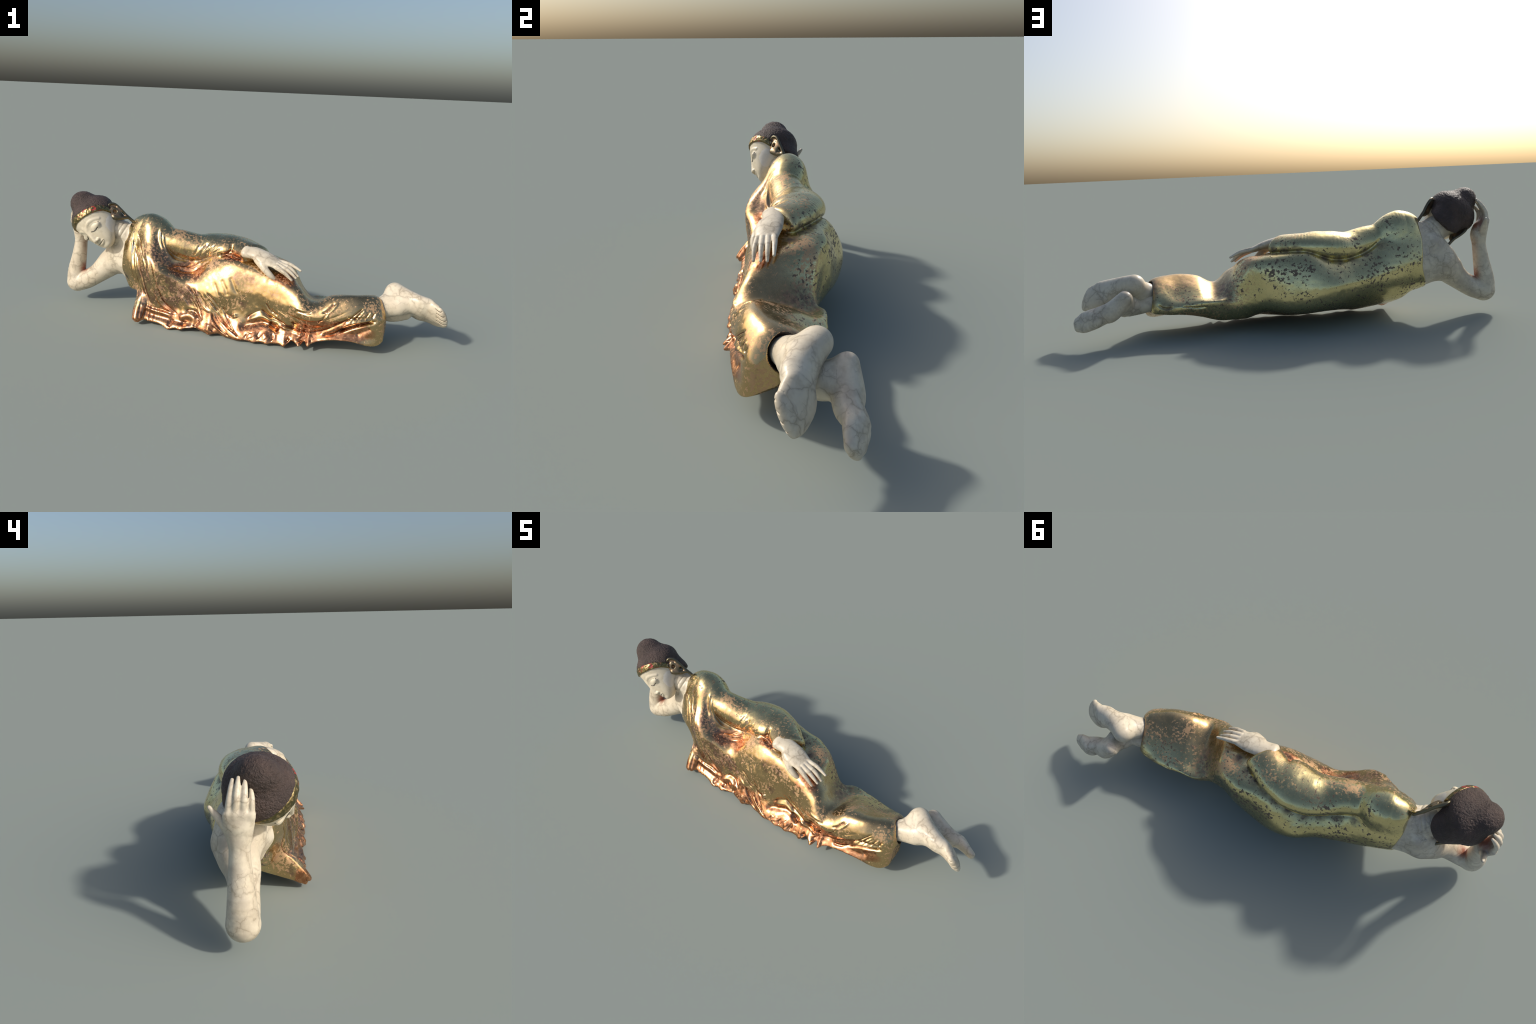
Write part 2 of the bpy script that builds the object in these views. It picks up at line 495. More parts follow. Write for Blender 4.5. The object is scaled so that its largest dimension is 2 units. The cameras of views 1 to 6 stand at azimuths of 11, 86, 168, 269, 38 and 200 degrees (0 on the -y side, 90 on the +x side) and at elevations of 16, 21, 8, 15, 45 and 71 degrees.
# ------------------------------------------------------------------ torso and legs: lofted sections
# each section: x, then (y, z) of front, front-top, top, back-top, back, back-bottom, bottom, hem edge, crease above hem
SECTIONS = [
    (-0.780, (0.003, 0.269), (0.021, 0.310), (0.080, 0.334), (0.140, 0.320), (0.162, 0.270), (0.150, 0.221), (0.090, 0.194), (0.046, 0.207), (0.020, 0.228)),
    (-0.700, (-0.011, 0.273), (0.001, 0.345), (0.062, 0.395), (0.138, 0.372), (0.181, 0.272), (0.151, 0.207), (0.090, 0.172), (0.030, 0.202), (0.010, 0.219)),
    (-0.640, (-0.037, 0.257), (-0.003, 0.358), (0.055, 0.449), (0.129, 0.395), (0.179, 0.280), (0.151, 0.191), (0.091, 0.155), (0.016, 0.173), (-0.005, 0.198)),
    (-0.600, (-0.060, 0.254), (-0.020, 0.384), (0.056, 0.472), (0.133, 0.399), (0.176, 0.279), (0.154, 0.185), (0.091, 0.142), (-0.018, 0.138), (-0.031, 0.183)),
    (-0.540, (-0.086, 0.268), (-0.040, 0.382), (0.053, 0.492), (0.139, 0.408), (0.186, 0.280), (0.164, 0.184), (0.096, 0.125), (-0.049, 0.120), (-0.072, 0.166)),
    (-0.522, (-0.090, 0.278), (-0.059, 0.372), (0.050, 0.501), (0.142, 0.405), (0.189, 0.280), (0.165, 0.180), (0.098, 0.114), (-0.177, 0.025), (-0.092, 0.122)),
    (-0.420, (-0.140, 0.276), (-0.114, 0.330), (0.053, 0.431), (0.149, 0.367), (0.195, 0.258), (0.173, 0.160), (0.084, 0.088), (-0.166, 0.022), (-0.122, 0.096)),
    (-0.340, (-0.125, 0.250), (-0.061, 0.294), (0.051, 0.376), (0.146, 0.330), (0.199, 0.237), (0.175, 0.150), (0.072, 0.075), (-0.179, 0.008), (-0.126, 0.088)),
    (-0.250, (-0.118, 0.215), (-0.057, 0.268), (0.052, 0.360), (0.150, 0.311), (0.210, 0.225), (0.186, 0.140), (0.072, 0.072), (-0.185, 0.016), (-0.134, 0.090)),
    (-0.150, (-0.138, 0.215), (-0.069, 0.328), (0.042, 0.370), (0.157, 0.318), (0.238, 0.221), (0.213, 0.128), (0.061, 0.065), (-0.191, 0.017), (-0.153, 0.108)),
    (-0.050, (-0.149, 0.226), (-0.089, 0.347), (0.033, 0.387), (0.160, 0.350), (0.230, 0.217), (0.209, 0.118), (0.050, 0.061), (-0.196, 0.006), (-0.160, 0.108)),
    (0.050, (-0.140, 0.242), (-0.097, 0.338), (0.030, 0.361), (0.138, 0.345), (0.189, 0.217), (0.182, 0.115), (0.037, 0.063), (-0.215, 0.010), (-0.161, 0.105)),
    (0.150, (-0.153, 0.226), (-0.112, 0.312), (0.019, 0.346), (0.122, 0.334), (0.150, 0.232), (0.136, 0.122), (0.023, 0.076), (-0.229, 0.014), (-0.167, 0.099)),
    (0.240, (-0.175, 0.205), (-0.137, 0.284), (-0.001, 0.328), (0.081, 0.294), (0.094, 0.194), (0.090, 0.114), (0.029, 0.057), (-0.221, 0.014), (-0.180, 0.095)),
    (0.300, (-0.198, 0.190), (-0.142, 0.262), (-0.012, 0.239), (0.055, 0.203), (0.080, 0.152), (0.075, 0.103), (0.031, 0.056), (-0.230, 0.035), (-0.180, 0.092)),
    (0.360, (-0.213, 0.170), (-0.147, 0.213), (-0.034, 0.192), (0.048, 0.166), (0.097, 0.164), (0.082, 0.097), (0.024, 0.058), (-0.225, 0.036), (-0.192, 0.088)),
    (0.450, (-0.210, 0.179), (-0.151, 0.248), (-0.051, 0.225), (0.049, 0.181), (0.091, 0.158), (0.068, 0.105), (0.001, 0.078), (-0.221, 0.062), (-0.203, 0.093)),
    (0.550, (-0.198, 0.188), (-0.147, 0.261), (-0.063, 0.238), (0.027, 0.185), (0.079, 0.149), (0.068, 0.113), (-0.002, 0.100), (-0.218, 0.067), (-0.198, 0.098)),
    (0.630, (-0.182, 0.181), (-0.128, 0.255), (-0.066, 0.252), (0.019, 0.205), (0.057, 0.157), (0.049, 0.116), (-0.035, 0.104), (-0.203, 0.051), (-0.195, 0.090)),
    (0.720, (-0.160, 0.169), (-0.113, 0.227), (-0.071, 0.238), (0.009, 0.200), (0.035, 0.159), (0.028, 0.121), (-0.055, 0.105), (-0.172, 0.050), (-0.172, 0.097)),
]
# hem scallops: position along x, reach, width
SCALLOPS = [(-.505, .006, .02), (-.43, .004, .03), (-.335, .012, .025), (-.272, .012, .02), (-.195, -.010, .02), (-.124, .012, .018), (-.075, -.008, .02),
            (.02, .008, .03), (.10, .006, .02), (.165, .007, .015), (.247, .012, .014), (.283, -.012, .012), (.319, .020, .013), (.342, -.014, .008),
            (.361, .018, .009), (.40, -.006, .02)]


class Loft:
    """Star-shaped loft: radius about a moving centre, tabulated over x and angle."""
    NT, NX = 360, 1300

    def __init__(self, sections):
        xs = np.array([s[0] for s in sections])
        P = np.array([[p for p in s[1:]] for s in sections], float)          # station, point, (y, z)
        fine = np.linspace(xs[0], xs[-1], self.NX)
        Q = np.empty((self.NX, P.shape[1], 2))
        dx = np.gradient(P, xs, axis=0)                                        # smooth (Hermite) interpolation along x
        step = np.abs(np.diff(P, axis=0) / np.diff(xs)[:, None, None])
        lim = 3 * np.minimum(np.concatenate([step[:1], step]), np.concatenate([step, step[-1:]])) + .02
        dx = np.clip(dx, -lim, lim)                                            # no overshoot beside sudden changes
        j = np.clip(np.searchsorted(xs, fine) - 1, 0, len(xs) - 2)
        H = (xs[j + 1] - xs[j])[:, None, None]
        t = ((fine - xs[j]) / (xs[j + 1] - xs[j]))[:, None, None]
        Q = ((2 * t ** 3 - 3 * t ** 2 + 1) * P[j] + (t ** 3 - 2 * t ** 2 + t) * H * dx[j]
             + (-2 * t ** 3 + 3 * t ** 2) * P[j + 1] + (t ** 3 - t ** 2) * H * dx[j + 1])
        self.x0, self.x1 = xs[0], xs[-1]
        self.cy = 0.5 * (Q[:, 0, 0] + Q[:, 4, 0])
        self.cz = 0.5 * (Q[:, 2, 1] + Q[:, 6, 1])
        self.th = np.linspace(-math.pi, math.pi, self.NT + 1)
        R = np.empty((self.NX, self.NT + 1))
        n = P.shape[1]
        tt = np.linspace(0, 1, 14, endpoint=False)[:, None]
        for i in range(self.NX):
            c = Q[i] - (self.cy[i], self.cz[i])
            pts = []
            for k in range(n):
                a, b, d, e = c[k - 1], c[k], c[(k + 1) % n], c[(k + 2) % n]
                la, lb = np.linalg.norm(d - b), np.linalg.norm(b - a) + 1e-6
                lc = np.linalg.norm(e - d) + 1e-6
                m0 = (d - a) / (la + lb) * la
                m1 = (e - b) / (la + lc) * la
                pts.append((2 * tt ** 3 - 3 * tt ** 2 + 1) * b + (tt ** 3 - 2 * tt ** 2 + tt) * m0 + (-2 * tt ** 3 + 3 * tt ** 2) * d + (tt ** 3 - tt ** 2) * m1)
            pts = np.concatenate(pts)
            ang, rad = np.arctan2(pts[:, 1], pts[:, 0]), np.linalg.norm(pts, axis=1)
            o = np.argsort(ang)
            R[i] = np.interp(self.th, ang[o], rad[o], period=2 * math.pi)
        kx = np.exp(-np.linspace(-1.8, 1.8, 13) ** 2)
        pad = np.vstack([R[:1]] * 6 + [R] + [R[-1:]] * 6)
        R = sum(w * pad[k:k + self.NX] for k, w in enumerate(kx / kx.sum()))
        hem = np.zeros(self.NX)
        for x, amp, w in SCALLOPS:
            hem += amp * np.exp(-((fine - x) / w) ** 2)
        tip = np.arctan2(Q[:, 7, 1] - self.cz, Q[:, 7, 0] - self.cy)
        off = (self.th[None] - tip[:, None] + math.pi) % (2 * math.pi) - math.pi
        R += hem[:, None] * np.exp(-(off / np.where(off < 0, .30, .13)) ** 2)          # pleats run from the tips up the front
        ker = np.exp(-np.linspace(-2, 2, 7) ** 2)
        ker /= ker.sum()
        Rp = np.concatenate([R[:, -4:-1], R, R[:, 1:4]], 1)
        self.R = sum(w * Rp[:, k:k + self.NT + 1] for k, w in enumerate(ker))
        self.slope = np.gradient(self.R, self.th, axis=1) / self.R

    def __call__(self, p):
        u = np.clip((p[:, 0] - self.x0) / (self.x1 - self.x0), 0, 1) * (self.NX - 1)
        i = np.minimum(u.astype(int), self.NX - 2)
        fu = u - i
        cy = self.cy[i] * (1 - fu) + self.cy[i + 1] * fu
        cz = self.cz[i] * (1 - fu) + self.cz[i + 1] * fu
        y, z = p[:, 1] - cy, p[:, 2] - cz
        a = (np.arctan2(z, y) + math.pi) / (2 * math.pi) * self.NT
        j = np.minimum(a.astype(int), self.NT - 1)
        fa = a - j

        def look(T):
            return (T[i, j] * (1 - fu) + T[i + 1, j] * fu) * (1 - fa) + (T[i, j + 1] * (1 - fu) + T[i + 1, j + 1] * fu) * fa
        R, s = look(self.R), look(self.slope)
        d = (np.sqrt(y * y + z * z) - R) / np.sqrt(1 + s * s)
        return np.maximum(d, np.maximum(self.x0 - p[:, 0], p[:, 0] - self.x1))


BODY = Loft(SECTIONS)

ARM = [(-0.534, 0.067, 0.439, 0.066, 0.072),
       (-0.483, 0.060, 0.433, 0.078, 0.077),
       (-0.419, 0.043, 0.392, 0.075, 0.072),
       (-0.342, 0.043, 0.372, 0.078, 0.079),
       (-0.250, 0.058, 0.360, 0.088, 0.073),
       (-0.172, 0.070, 0.366, 0.101, 0.076),
       (-0.093, 0.055, 0.376, 0.107, 0.069),
       (-0.022, 0.037, 0.381, 0.087, 0.057),
       (0.040, -0.011, 0.379, 0.079, 0.052),
       (0.113, -0.067, 0.374, 0.076, 0.042)]
CUFF_N = V3(.66, -.75, .05) / np.linalg.norm(V3(.66, -.75, .05))
CUFF_P = V3(.060, -.038, .39)


def collar_plane(p):
    """Negative on the robe's side of the neck opening."""
    return (-.632 + .36 * np.maximum(p[:, 1] - .03, 0) + .016 * sstep(.38, .47, p[:, 2]) - .018 * sstep(.26, .16, p[:, 2]) * (p[:, 1] > .03)) - p[:, 0]


def f_sleeve(p):
    return smax(tube(p, ARM, side=(0, 1, 0), n=7), (p - CUFF_P) @ CUFF_N, .022)


def ankle_opening(p):
    return smax(smin(tube(p, NEAR_ANKLE, n=2) - .010, tube(p, FAR_ANKLE, n=2) - .010, .03), .655 - p[:, 0], .01)


def f_robe(p):
    body = BODY(p)
    end = p[:, 0] - (.704 + .15 * np.minimum(p[:, 1] + .11, 0.02) - .28 * np.maximum(p[:, 1] + .09, 0) - .32 * np.maximum(p[:, 2] - .17, 0) - .5 * np.maximum(.07 - p[:, 2], 0))
    body = smax(body, end, .035)
    body = smin(body, tube(p, [(-.500, -.104, .110, .015), (-.510, -.134, .074, .019), (-.506, -.160, .036, .017)], n=4), .04)      # rolled chest-end corner of the hem
    sl = f_sleeve(p)
    free = sstep(-.47, -.36, p[:, 0])                       # the sleeve grows out of the shoulder and lies free further down
    f = smin(body, sl, .045 - .039 * free)
    f = f + .0045 * free * np.exp(-(sl ** 2 + body ** 2) / .009 ** 2) * (.1 + .9 * sstep(-.02, .06, p[:, 1]))      # undercut where sleeve lies on the body
    f = smax(f, -ankle_opening(p), .008)
    return smax(f, collar_plane(p), .006)


# ------------------------------------------------------------------ bare skin: shoulder, neck, propping arm and hand
FOREARM = [(-.950, .077, .104, .054), (-.950, .079, .165, .047), (-.932, .081, .255, .038), (-.920, .082, .33, .033), (-.915, .082, .385, .035), (-.922, .082, .41, .033)]
UPPER_ARM = [(-.945, .077, .102, .052), (-.89, .073, .122, .051), (-.83, .072, .158, .051), (-.78, .076, .200, .061), (-.745, .088, .232, .072), (-.70, .096, .260, .082)]
SHOULDER = [(-.655, .095, .345, .068), (-.695, .102, .312, .060), (-.718, .104, .288, .057)]
PALM = [(-.917, .082, .375, .036, .030), (-.932, .082, .415, .046, .022), (-.943, .081, .452, .048, .016)]
FINGERS = [[(-.939, .114, .445, 0.0116), (-.939, .108, .49, 0.0102), (-.920, .102, .525, 0.0084), (-.903, .098, .545, 0.0056)],
           [(-.943, .093, .447, 0.0121), (-.945, .088, .495, 0.0112), (-.927, .083, .53, 0.0093), (-.905, .080, .552, 0.0056)],
           [(-.943, .069, .447, 0.0121), (-.945, .065, .495, 0.0112), (-.930, .062, .525, 0.0093), (-.911, .060, .545, 0.0056)],
           [(-.940, .046, .443, 0.0116), (-.940, .043, .482, 0.0102), (-.925, .043, .505, 0.0084), (-.907, .045, .520, 0.0056)]]
THUMB = [(-.918, .112, .395, .018), (-.915, .135, .425, .014), (-.908, .155, .447, .010), (-.905, .168, .463, .0065)]


def f_skin(p):
    torso = smax(BODY(p) + .005, p[:, 0] + .56, .01)
    torso = smax(torso, -(p[:, 0] + .735), .05)
    arm = tube(p, UPPER_ARM, n=4)
    f = smin(smin(torso, arm, .022), tube(p, SHOULDER, n=4), .018)
    neck = tube(p, [(-.60, .075, .355, .050), (-.650, .058, .396, .061), (-.675, .054, .408, .064), (-.73, .046, .43, .062)])
    f = smin(f, neck, .022)
    s = (p - V3(-.675, .054, .408)) @ V3(-.84, -.19, .50)                     # neck rings
    ring = np.exp(-((s + .012) / .004) ** 2) + np.exp(-((s - .010) / .004) ** 2)
    f = f + .003 * ring * (np.abs(neck) < .015)
    fore = smin(tube(p, FOREARM, n=4), tube(p, PALM, side=(0, 1, 0), n=4), .02)
    for c in FINGERS + [THUMB]:
        fore = smin(fore, tube(p, c, n=4), .008)
    return smin(f, fore, .008)


# ------------------------------------------------------------------ head, in its own frame (left, forward, up)
HL = V3(.6468, -.3361, .6846)
HF = V3(-.2055, -.9413, -.2680)
HL /= np.linalg.norm(HL)
HF -= HL * (HF @ HL)
HF /= np.linalg.norm(HF)
HU = np.cross(HF, HL)
HEAD = np.stack([HL, HF, HU])
HC = V3(-.770, .0226, .4584)
to_head = lambda p: (p - HC) @ HEAD.T
from_head = lambda q: np.asarray(q, float) @ HEAD + HC
mirror = lambda q: np.column_stack([np.abs(q[:, 0]), q[:, 1], q[:, 2]])


def skull(q):
    f = ellipsoid(q, (0, .007, .053), (.1106, .1145, .083))
    f = smin(f, ellipsoid(q, (0, .024, -.009), (.0904, .092, .076)), .03)
    f = smin(f, ellipsoid(q, (0, .0585, -.0735), (.0565, .042, .054)), .04)     # jaw and chin
    return f


def on_face(l, u, out=0.0):
    """Point of the face at left/up coordinates (l, u), raised by out."""
    t = np.linspace(.02, .16, 281)
    f = skull(np.column_stack([np.full_like(t, l), t, np.full_like(t, u)]))
    return (l, t[np.flatnonzero(f < 0)[-1]] + out, u)


def stroke(pts, radius, out=0.0):
    r = np.broadcast_to(radius, len(pts))
    return curve_points([(*on_face(l, u, out), k) for (l, u), k in zip(pts, r)], 6)


EYE_SLIT = [(.022, -.014), (.036, -.0215), (.052, -.0225), (.066, -.016), (.074, -.008)]
EYE_CREASE = [(.023, -.006), (.036, .004), (.052, .007), (.066, .003), (.076, -.006)]
BROW = [(.012, .008), (.026, .021), (.046, .027), (.066, .022), (.082, .008)]
MOUTH = [(0, -.0830), (.007, -.0845), (.016, -.0835), (.029, -.0810)]


def f_face(q):
    m = mirror(q)
    f = skull(q)
    f = smin(f, ellipsoid(m, on_face(.049, -.009, -.0142), (.029, .017, .0165)), .010)       # closed lids
    f = smin(f, tube(m, stroke(BROW, [.003, .004, .004, .004, .003], -.0032)), .010)
    f = smax(f, -tube(m, stroke(EYE_CREASE, [.001, .0018, .0020, .0018, .001], .0032)), .004)
    f = smax(f, -tube(m, stroke(EYE_SLIT, [.001, .002, .0022, .002, .001], .0035)), .003)
    nose = [(*on_face(0, .022, -.004), .006), (*on_face(0, -.010, .000), .0070), (*on_face(0, -.035, .004), .0088), (*on_face(0, -.058, .0085), .0108)]
    f = smin(f, tube(q, nose, n=4), .014)
    f = smin(f, ellipsoid(m, on_face(.0125, -.063, .003), (.0095, .011, .0075)), .006)
    f = smin(f, tube(m, stroke([(0, -.0775), (.012, -.0780), (.027, -.0800)], [.0055, .0050, .002], -.001)), .006)
    f = smin(f, tube(m, stroke([(0, -.0910), (.011, -.0900), (.023, -.0850)], [.0062, .0052, .002], -.001)), .006)
    f = smin(f, ellipsoid(q, on_face(0, -.110, -.010), (.022, .013, .013)), .014)
    f = smax(f, -tube(m, stroke(MOUTH, [.0014, .0014, .0014, .001], .0035)), .003)
    f = smax(f, -ellipsoid(m, on_face(.008, -.0695, .008), (.004, .007, .0035)), .003)
    return f


def hairline(q):
    """Positive where hair grows: height above a line running round the head."""
    th = np.abs(np.degrees(np.arctan2(q[:, 0], q[:, 1] + .01)))
    line = np.interp(th, [0, 22, 40, 56, 68, 78, 90, 105, 125, 150, 180], [.069, .064, .054, .040, .026, .008, -.012, -.040, -.066, -.084, -.088])
    return q[:, 2] - line


def f_hair_shape(q):
    f = skull(q)
    f = smin(f, ellipsoid(q, (0, -.0585, -.0315), (.072, .048, .063)), .03)          # back of the head down to the nape
    f = smin(f, ellipsoid(q, (0, -.005, .1245), (.056, .064, .0655)), .022)           # topknot
    return f


def f_hair(q):
    lump = (.0009 * value_noise(q, 110, 3) + .0009 * value_noise(q, 210, 5)) * (.35 + .65 * sstep(.0, .07, q[:, 2]))
    return smax(f_hair_shape(q) - .006 + lump, -(hairline(q) - .027), .006)


def f_band(q):
    h = hairline(q)
    d = np.abs(h - .014) - .018
    front = -.005 - q[:, 1]
    s = f_hair_shape(q)
    dent = .0012 * value_noise(q, 140, 9)
    return smax(smax(smax(s - .0075 + dent, -(s + .02), .002), d, .007), front, .004)


def f_ear(q, lobe):
    """Left ear; lobe is the end of the long stretched lobe."""
    ax = np.array([[.84, .54, 0], [-.54, .84, 0], [0, 0, 1]])
    f = ellipsoid(q, (.096, -.022, -.010), (.010, .034, .044), ax)
    rim = curve_points([(.088, .006, -.006), (.098, -.006, .020), (.113, -.027, .028), (.118, -.045, .010), (.112, -.054, -.028), (.102, -.062, -.066), lobe], 5)
    rad = np.interp(np.linspace(0, 1, len(rim)), [0, .2, .6, .85, 1], [.004, .0060, .0065, .0075, .008])
    f = smin(f, tube(q, np.column_stack([rim, rad])), .008)
    f = smin(f, tube(q, [(.088, -.006, -.035, .010), (.092, -.030, -.058, .011), (.098, -.056, -.074, .008)], n=4), .01)
    f = smax(f, -ellipsoid(q, (.105, -.022, -.016), (.013, .008, .009)), .005)
    f = smax(f, -tube(q, [(.101, -.006, .009, .004), (.114, -.027, .013, .0045), (.117, -.039, .000, .004)], n=4), .006)
    return f


# ------------------------------------------------------------------ resting hand
HAND_PALM = [(.02, -.045, .398, .046, .026), (.07, -.052, .392, .042, .024), (.125, -.070, .378, .050, .020), (.178, -.083, .360, .042, .013)]
HAND_FINGERS = [[(.178, -.114, .354, .0125), (.220, -.127, .334, .0098), (.256, -.133, .305, .0055)],
                [(.182, -.096, .359, .0125), (.232, -.105, .341, .0100), (.272, -.110, .310, .0055)],
                [(.184, -.077, .362, .0120), (.238, -.083, .346, .0098), (.279, -.088, .312, .0055)],
                [(.182, -.056, .366, .0115), (.238, -.060, .357, .0092), (.287, -.066, .334, .0055)]]
HAND_THUMB = [(.085, -.090, .372, .020), (.120, -.118, .345, .0165), (.150, -.124, .318, .014), (.175, -.116, .293, .009)]


def f_hand(p):
    f = tube(p, HAND_PALM, side=(0, 1, .25), n=4)
    f = smin(f, tube(p, HAND_THUMB, n=4), .012)
    for c in HAND_FINGERS:
        f = smin(f, tube(p, c, n=4), .004)
    return smax(f, -(p - V3(.035, -.02, .39)) @ CUFF_N, .004)


# ------------------------------------------------------------------ feet
TOE_W = V3(.265, .397, -.819) / np.linalg.norm(V3(.265, .397, -.819))      # across the near foot, big toe to little toe
NEAR_ANKLE = [(.63, -.074, .186, .040), (.666, -.066, .192, .043), (.699, -.049, .200, .051), (.749, -.047, .210, .050)]
NEAR_FOOT = [(.732, .010, .253, .044, .046), (.781, -.022, .242, .046, .040), (.841, -.050, .222, .056, .039), (.891, -.053, .205, .062, .031),
             (.934, -.073, .190, .059, .023), (.950, -.090, .188, .057, .018)]
FAR_ANKLE = [(.62, -.020, .150, .030), (.665, -.010, .156, .034), (.724, -.010, .146, .034), (.777, .022, .165, .052)]
FAR_FOOT = [(.772, .088, .210, .033, .030), (.829, .089, .159, .045, .031), (.867, .074, .143, .042, .037), (.912, .084, .129, .047, .030),
            (.953, .074, .115, .046, .021), (.981, .064, .106, .033, .016)]
FAR_W = (-.396, .580, -.575)
CLEFTS = [(.231, .914, .225, .944), (.210, .922, .200, .966), (.190, .924, .178, .973), (.169, .926, .156, .973)]   # z, x at start and end


def f_near_plain(p):
    return smin(tube(p, NEAR_ANKLE, n=4), tube(p, NEAR_FOOT, side=TOE_W, n=4), .045) - .001


def cleft(p, c):
    """Distance to the thin sheet between two toes."""
    z0, x0, z1, x1 = c
    mid = z0 + (z1 - z0) * (p[:, 0] - x0) / (x1 - x0) + .006 * np.sin(np.clip((p[:, 0] - x0) / (x1 - x0), 0, 1) * math.pi) * -1
    return np.maximum(np.abs(p[:, 2] - mid), np.maximum(x0 - p[:, 0], (p - V3(.945, -.085, .188)) @ V3(.53, .685, .504) + .004))


def f_foot_near(p):
    """Upper foot: sole turned towards +x and +y, toes carved by clefts on the instep side."""
    f = f_near_plain(p)
    g = f
    for c in CLEFTS:
        f = smax(f, -np.maximum(cleft(p, c) - .0016, -(g + .006)), .0025)
    return f


def f_toe_gaps(p):
    g = f_near_plain(p)
    return np.minimum.reduce([np.maximum(cleft(p, c) - .0022, np.abs(g + .0055) - .0018) for c in CLEFTS])


def f_foot_far(p):
    f = smin(tube(p, FAR_ANKLE, n=4), tube(p, FAR_FOOT, side=FAR_W, n=4), .045) - .001
    return f + .0010 * value_noise(p, 60, 8) * sstep(.86, .93, p[:, 0])


# ------------------------------------------------------------------ folds of the robe
# depth (positive = groove), width, points (x, z) on the front of the robe
COLLAR_FOLDS = [
    (0.0040, 0.0040, [(-0.581, 0.406), (-0.531, 0.313), (-0.494, 0.213), (-0.457, 0.125), (-0.452, 0.117)]),  # collar pleat
    (0.0030, 0.0035, [(-0.555, 0.429), (-0.526, 0.382), (-0.497, 0.334), (-0.464, 0.283)]),  # collar pleat
    (0.0040, 0.0050, [(-0.444, 0.314), (-0.420, 0.242), (-0.399, 0.172), (-0.371, 0.115), (-0.300, 0.070)]),  # chest fold
    (-0.0040, 0.0060, [(-0.457, 0.321), (-0.436, 0.239), (-0.414, 0.158), (-0.389, 0.106), (-0.325, 0.070)]),  # chest ridge
    (0.0035, 0.0040, [(-0.569, 0.274), (-0.545, 0.179), (-0.511, 0.122)]),  # collar fold
    (0.0030, 0.0040, [(-0.513, 0.238), (-0.488, 0.153), (-0.471, 0.147)]),
]
SLEEVE_FOLDS = [
    (0.0050, 0.0110, [(-0.450, 0.467), (-0.441, 0.417), (-0.413, 0.361), (-0.373, 0.304), (-0.336, 0.283)]),  # arm pit valley
    (-0.0040, 0.0050, [(-0.435, 0.461), (-0.425, 0.405), (-0.400, 0.359)]),  # arm pit ridge
    (-0.0050, 0.0045, [(-0.417, 0.437), (-0.399, 0.375), (-0.374, 0.338), (-0.345, 0.314), (-0.297, 0.304)]),  # sleeve edge
    (0.0030, 0.0050, [(-0.374, 0.322), (-0.342, 0.298), (-0.296, 0.290), (-0.256, 0.304)]),  # under sleeve edge
    (-0.0040, 0.0040, [(-0.330, 0.288), (-0.293, 0.282), (-0.256, 0.285), (-0.211, 0.314)]),
    (0.0035, 0.0050, [(-0.336, 0.283), (-0.294, 0.270), (-0.251, 0.272), (-0.204, 0.303), (-0.159, 0.336)]),  # arm belly groove
    (0.0030, 0.0040, [(-0.216, 0.417), (-0.233, 0.387), (-0.256, 0.339)]),  # sleeve fold
    (0.0030, 0.0040, [(-0.181, 0.412), (-0.203, 0.376), (-0.232, 0.334)]),  # sleeve fold
    (0.0030, 0.0040, [(-0.114, 0.401), (-0.144, 0.378), (-0.181, 0.358)]),  # sleeve fold
    (0.0025, 0.0035, [(-0.147, 0.411), (-0.168, 0.387), (-0.192, 0.360)]),  # sleeve fold
    (0.0090, 0.0080, [(-0.062, 0.423), (-0.061, 0.394), (-0.083, 0.374), (-0.118, 0.369)]),  # cuff valley
    (0.0060, 0.0050, [(-0.122, 0.368), (-0.068, 0.371), (-0.030, 0.366), (0.003, 0.366)]),  # cuff belly groove
]
BELLY_FOLDS = [
    (0.0028, 0.0100, [(-0.121, 0.256), (-0.094, 0.204), (-0.077, 0.171), (-0.067, 0.130)]),  # belly dent
    (0.0028, 0.0100, [(-0.083, 0.272), (-0.053, 0.223), (-0.047, 0.196)]),  # belly dent
    (0.0028, 0.0100, [(-0.039, 0.288), (-0.008, 0.231), (0.006, 0.228)]),  # belly dent
    (0.0040, 0.0130, [(-0.327, 0.227), (-0.285, 0.172), (-0.271, 0.174), (-0.237, 0.135), (-0.208, 0.108)]),  # belly valley
    (0.0040, 0.0040, [(-0.268, 0.213), (-0.255, 0.215), (-0.223, 0.180), (-0.191, 0.121), (-0.164, 0.074)]),  # belly fold
    (-0.0050, 0.0070, [(-0.210, 0.208), (-0.191, 0.166), (-0.158, 0.126), (-0.121, 0.110)]),  # belly ridge
    (0.0035, 0.0040, [(-0.243, 0.167), (-0.215, 0.135), (-0.197, 0.110)]),
    (0.0060, 0.0050, [(-0.141, 0.170), (-0.110, 0.140), (-0.087, 0.115)]),  # deep groove
    (0.0045, 0.0055, [(-0.150, 0.196), (-0.112, 0.169), (-0.077, 0.122)]),  # groove
    (0.0035, 0.0040, [(-0.117, 0.107), (-0.101, 0.074), (-0.061, 0.037), (-0.018, 0.015)]),  # hem pleat
    (0.0035, 0.0040, [(-0.086, 0.105), (-0.048, 0.066), (-0.002, 0.041), (0.032, 0.021)]),  # hem pleat
    (0.0035, 0.0035, [(-0.068, 0.077), (-0.029, 0.051), (0.010, 0.032)]),  # hem pleat
    (-0.0030, 0.0050, [(-0.110, 0.070), (-0.079, 0.040), (-0.032, 0.020)]),
    (0.0050, 0.0080, [(-0.068, 0.140), (-0.041, 0.108), (-0.014, 0.104)]),  # valley
    (-0.0060, 0.0120, [(-0.005, 0.116), (0.001, 0.098)]),  # bulge
]
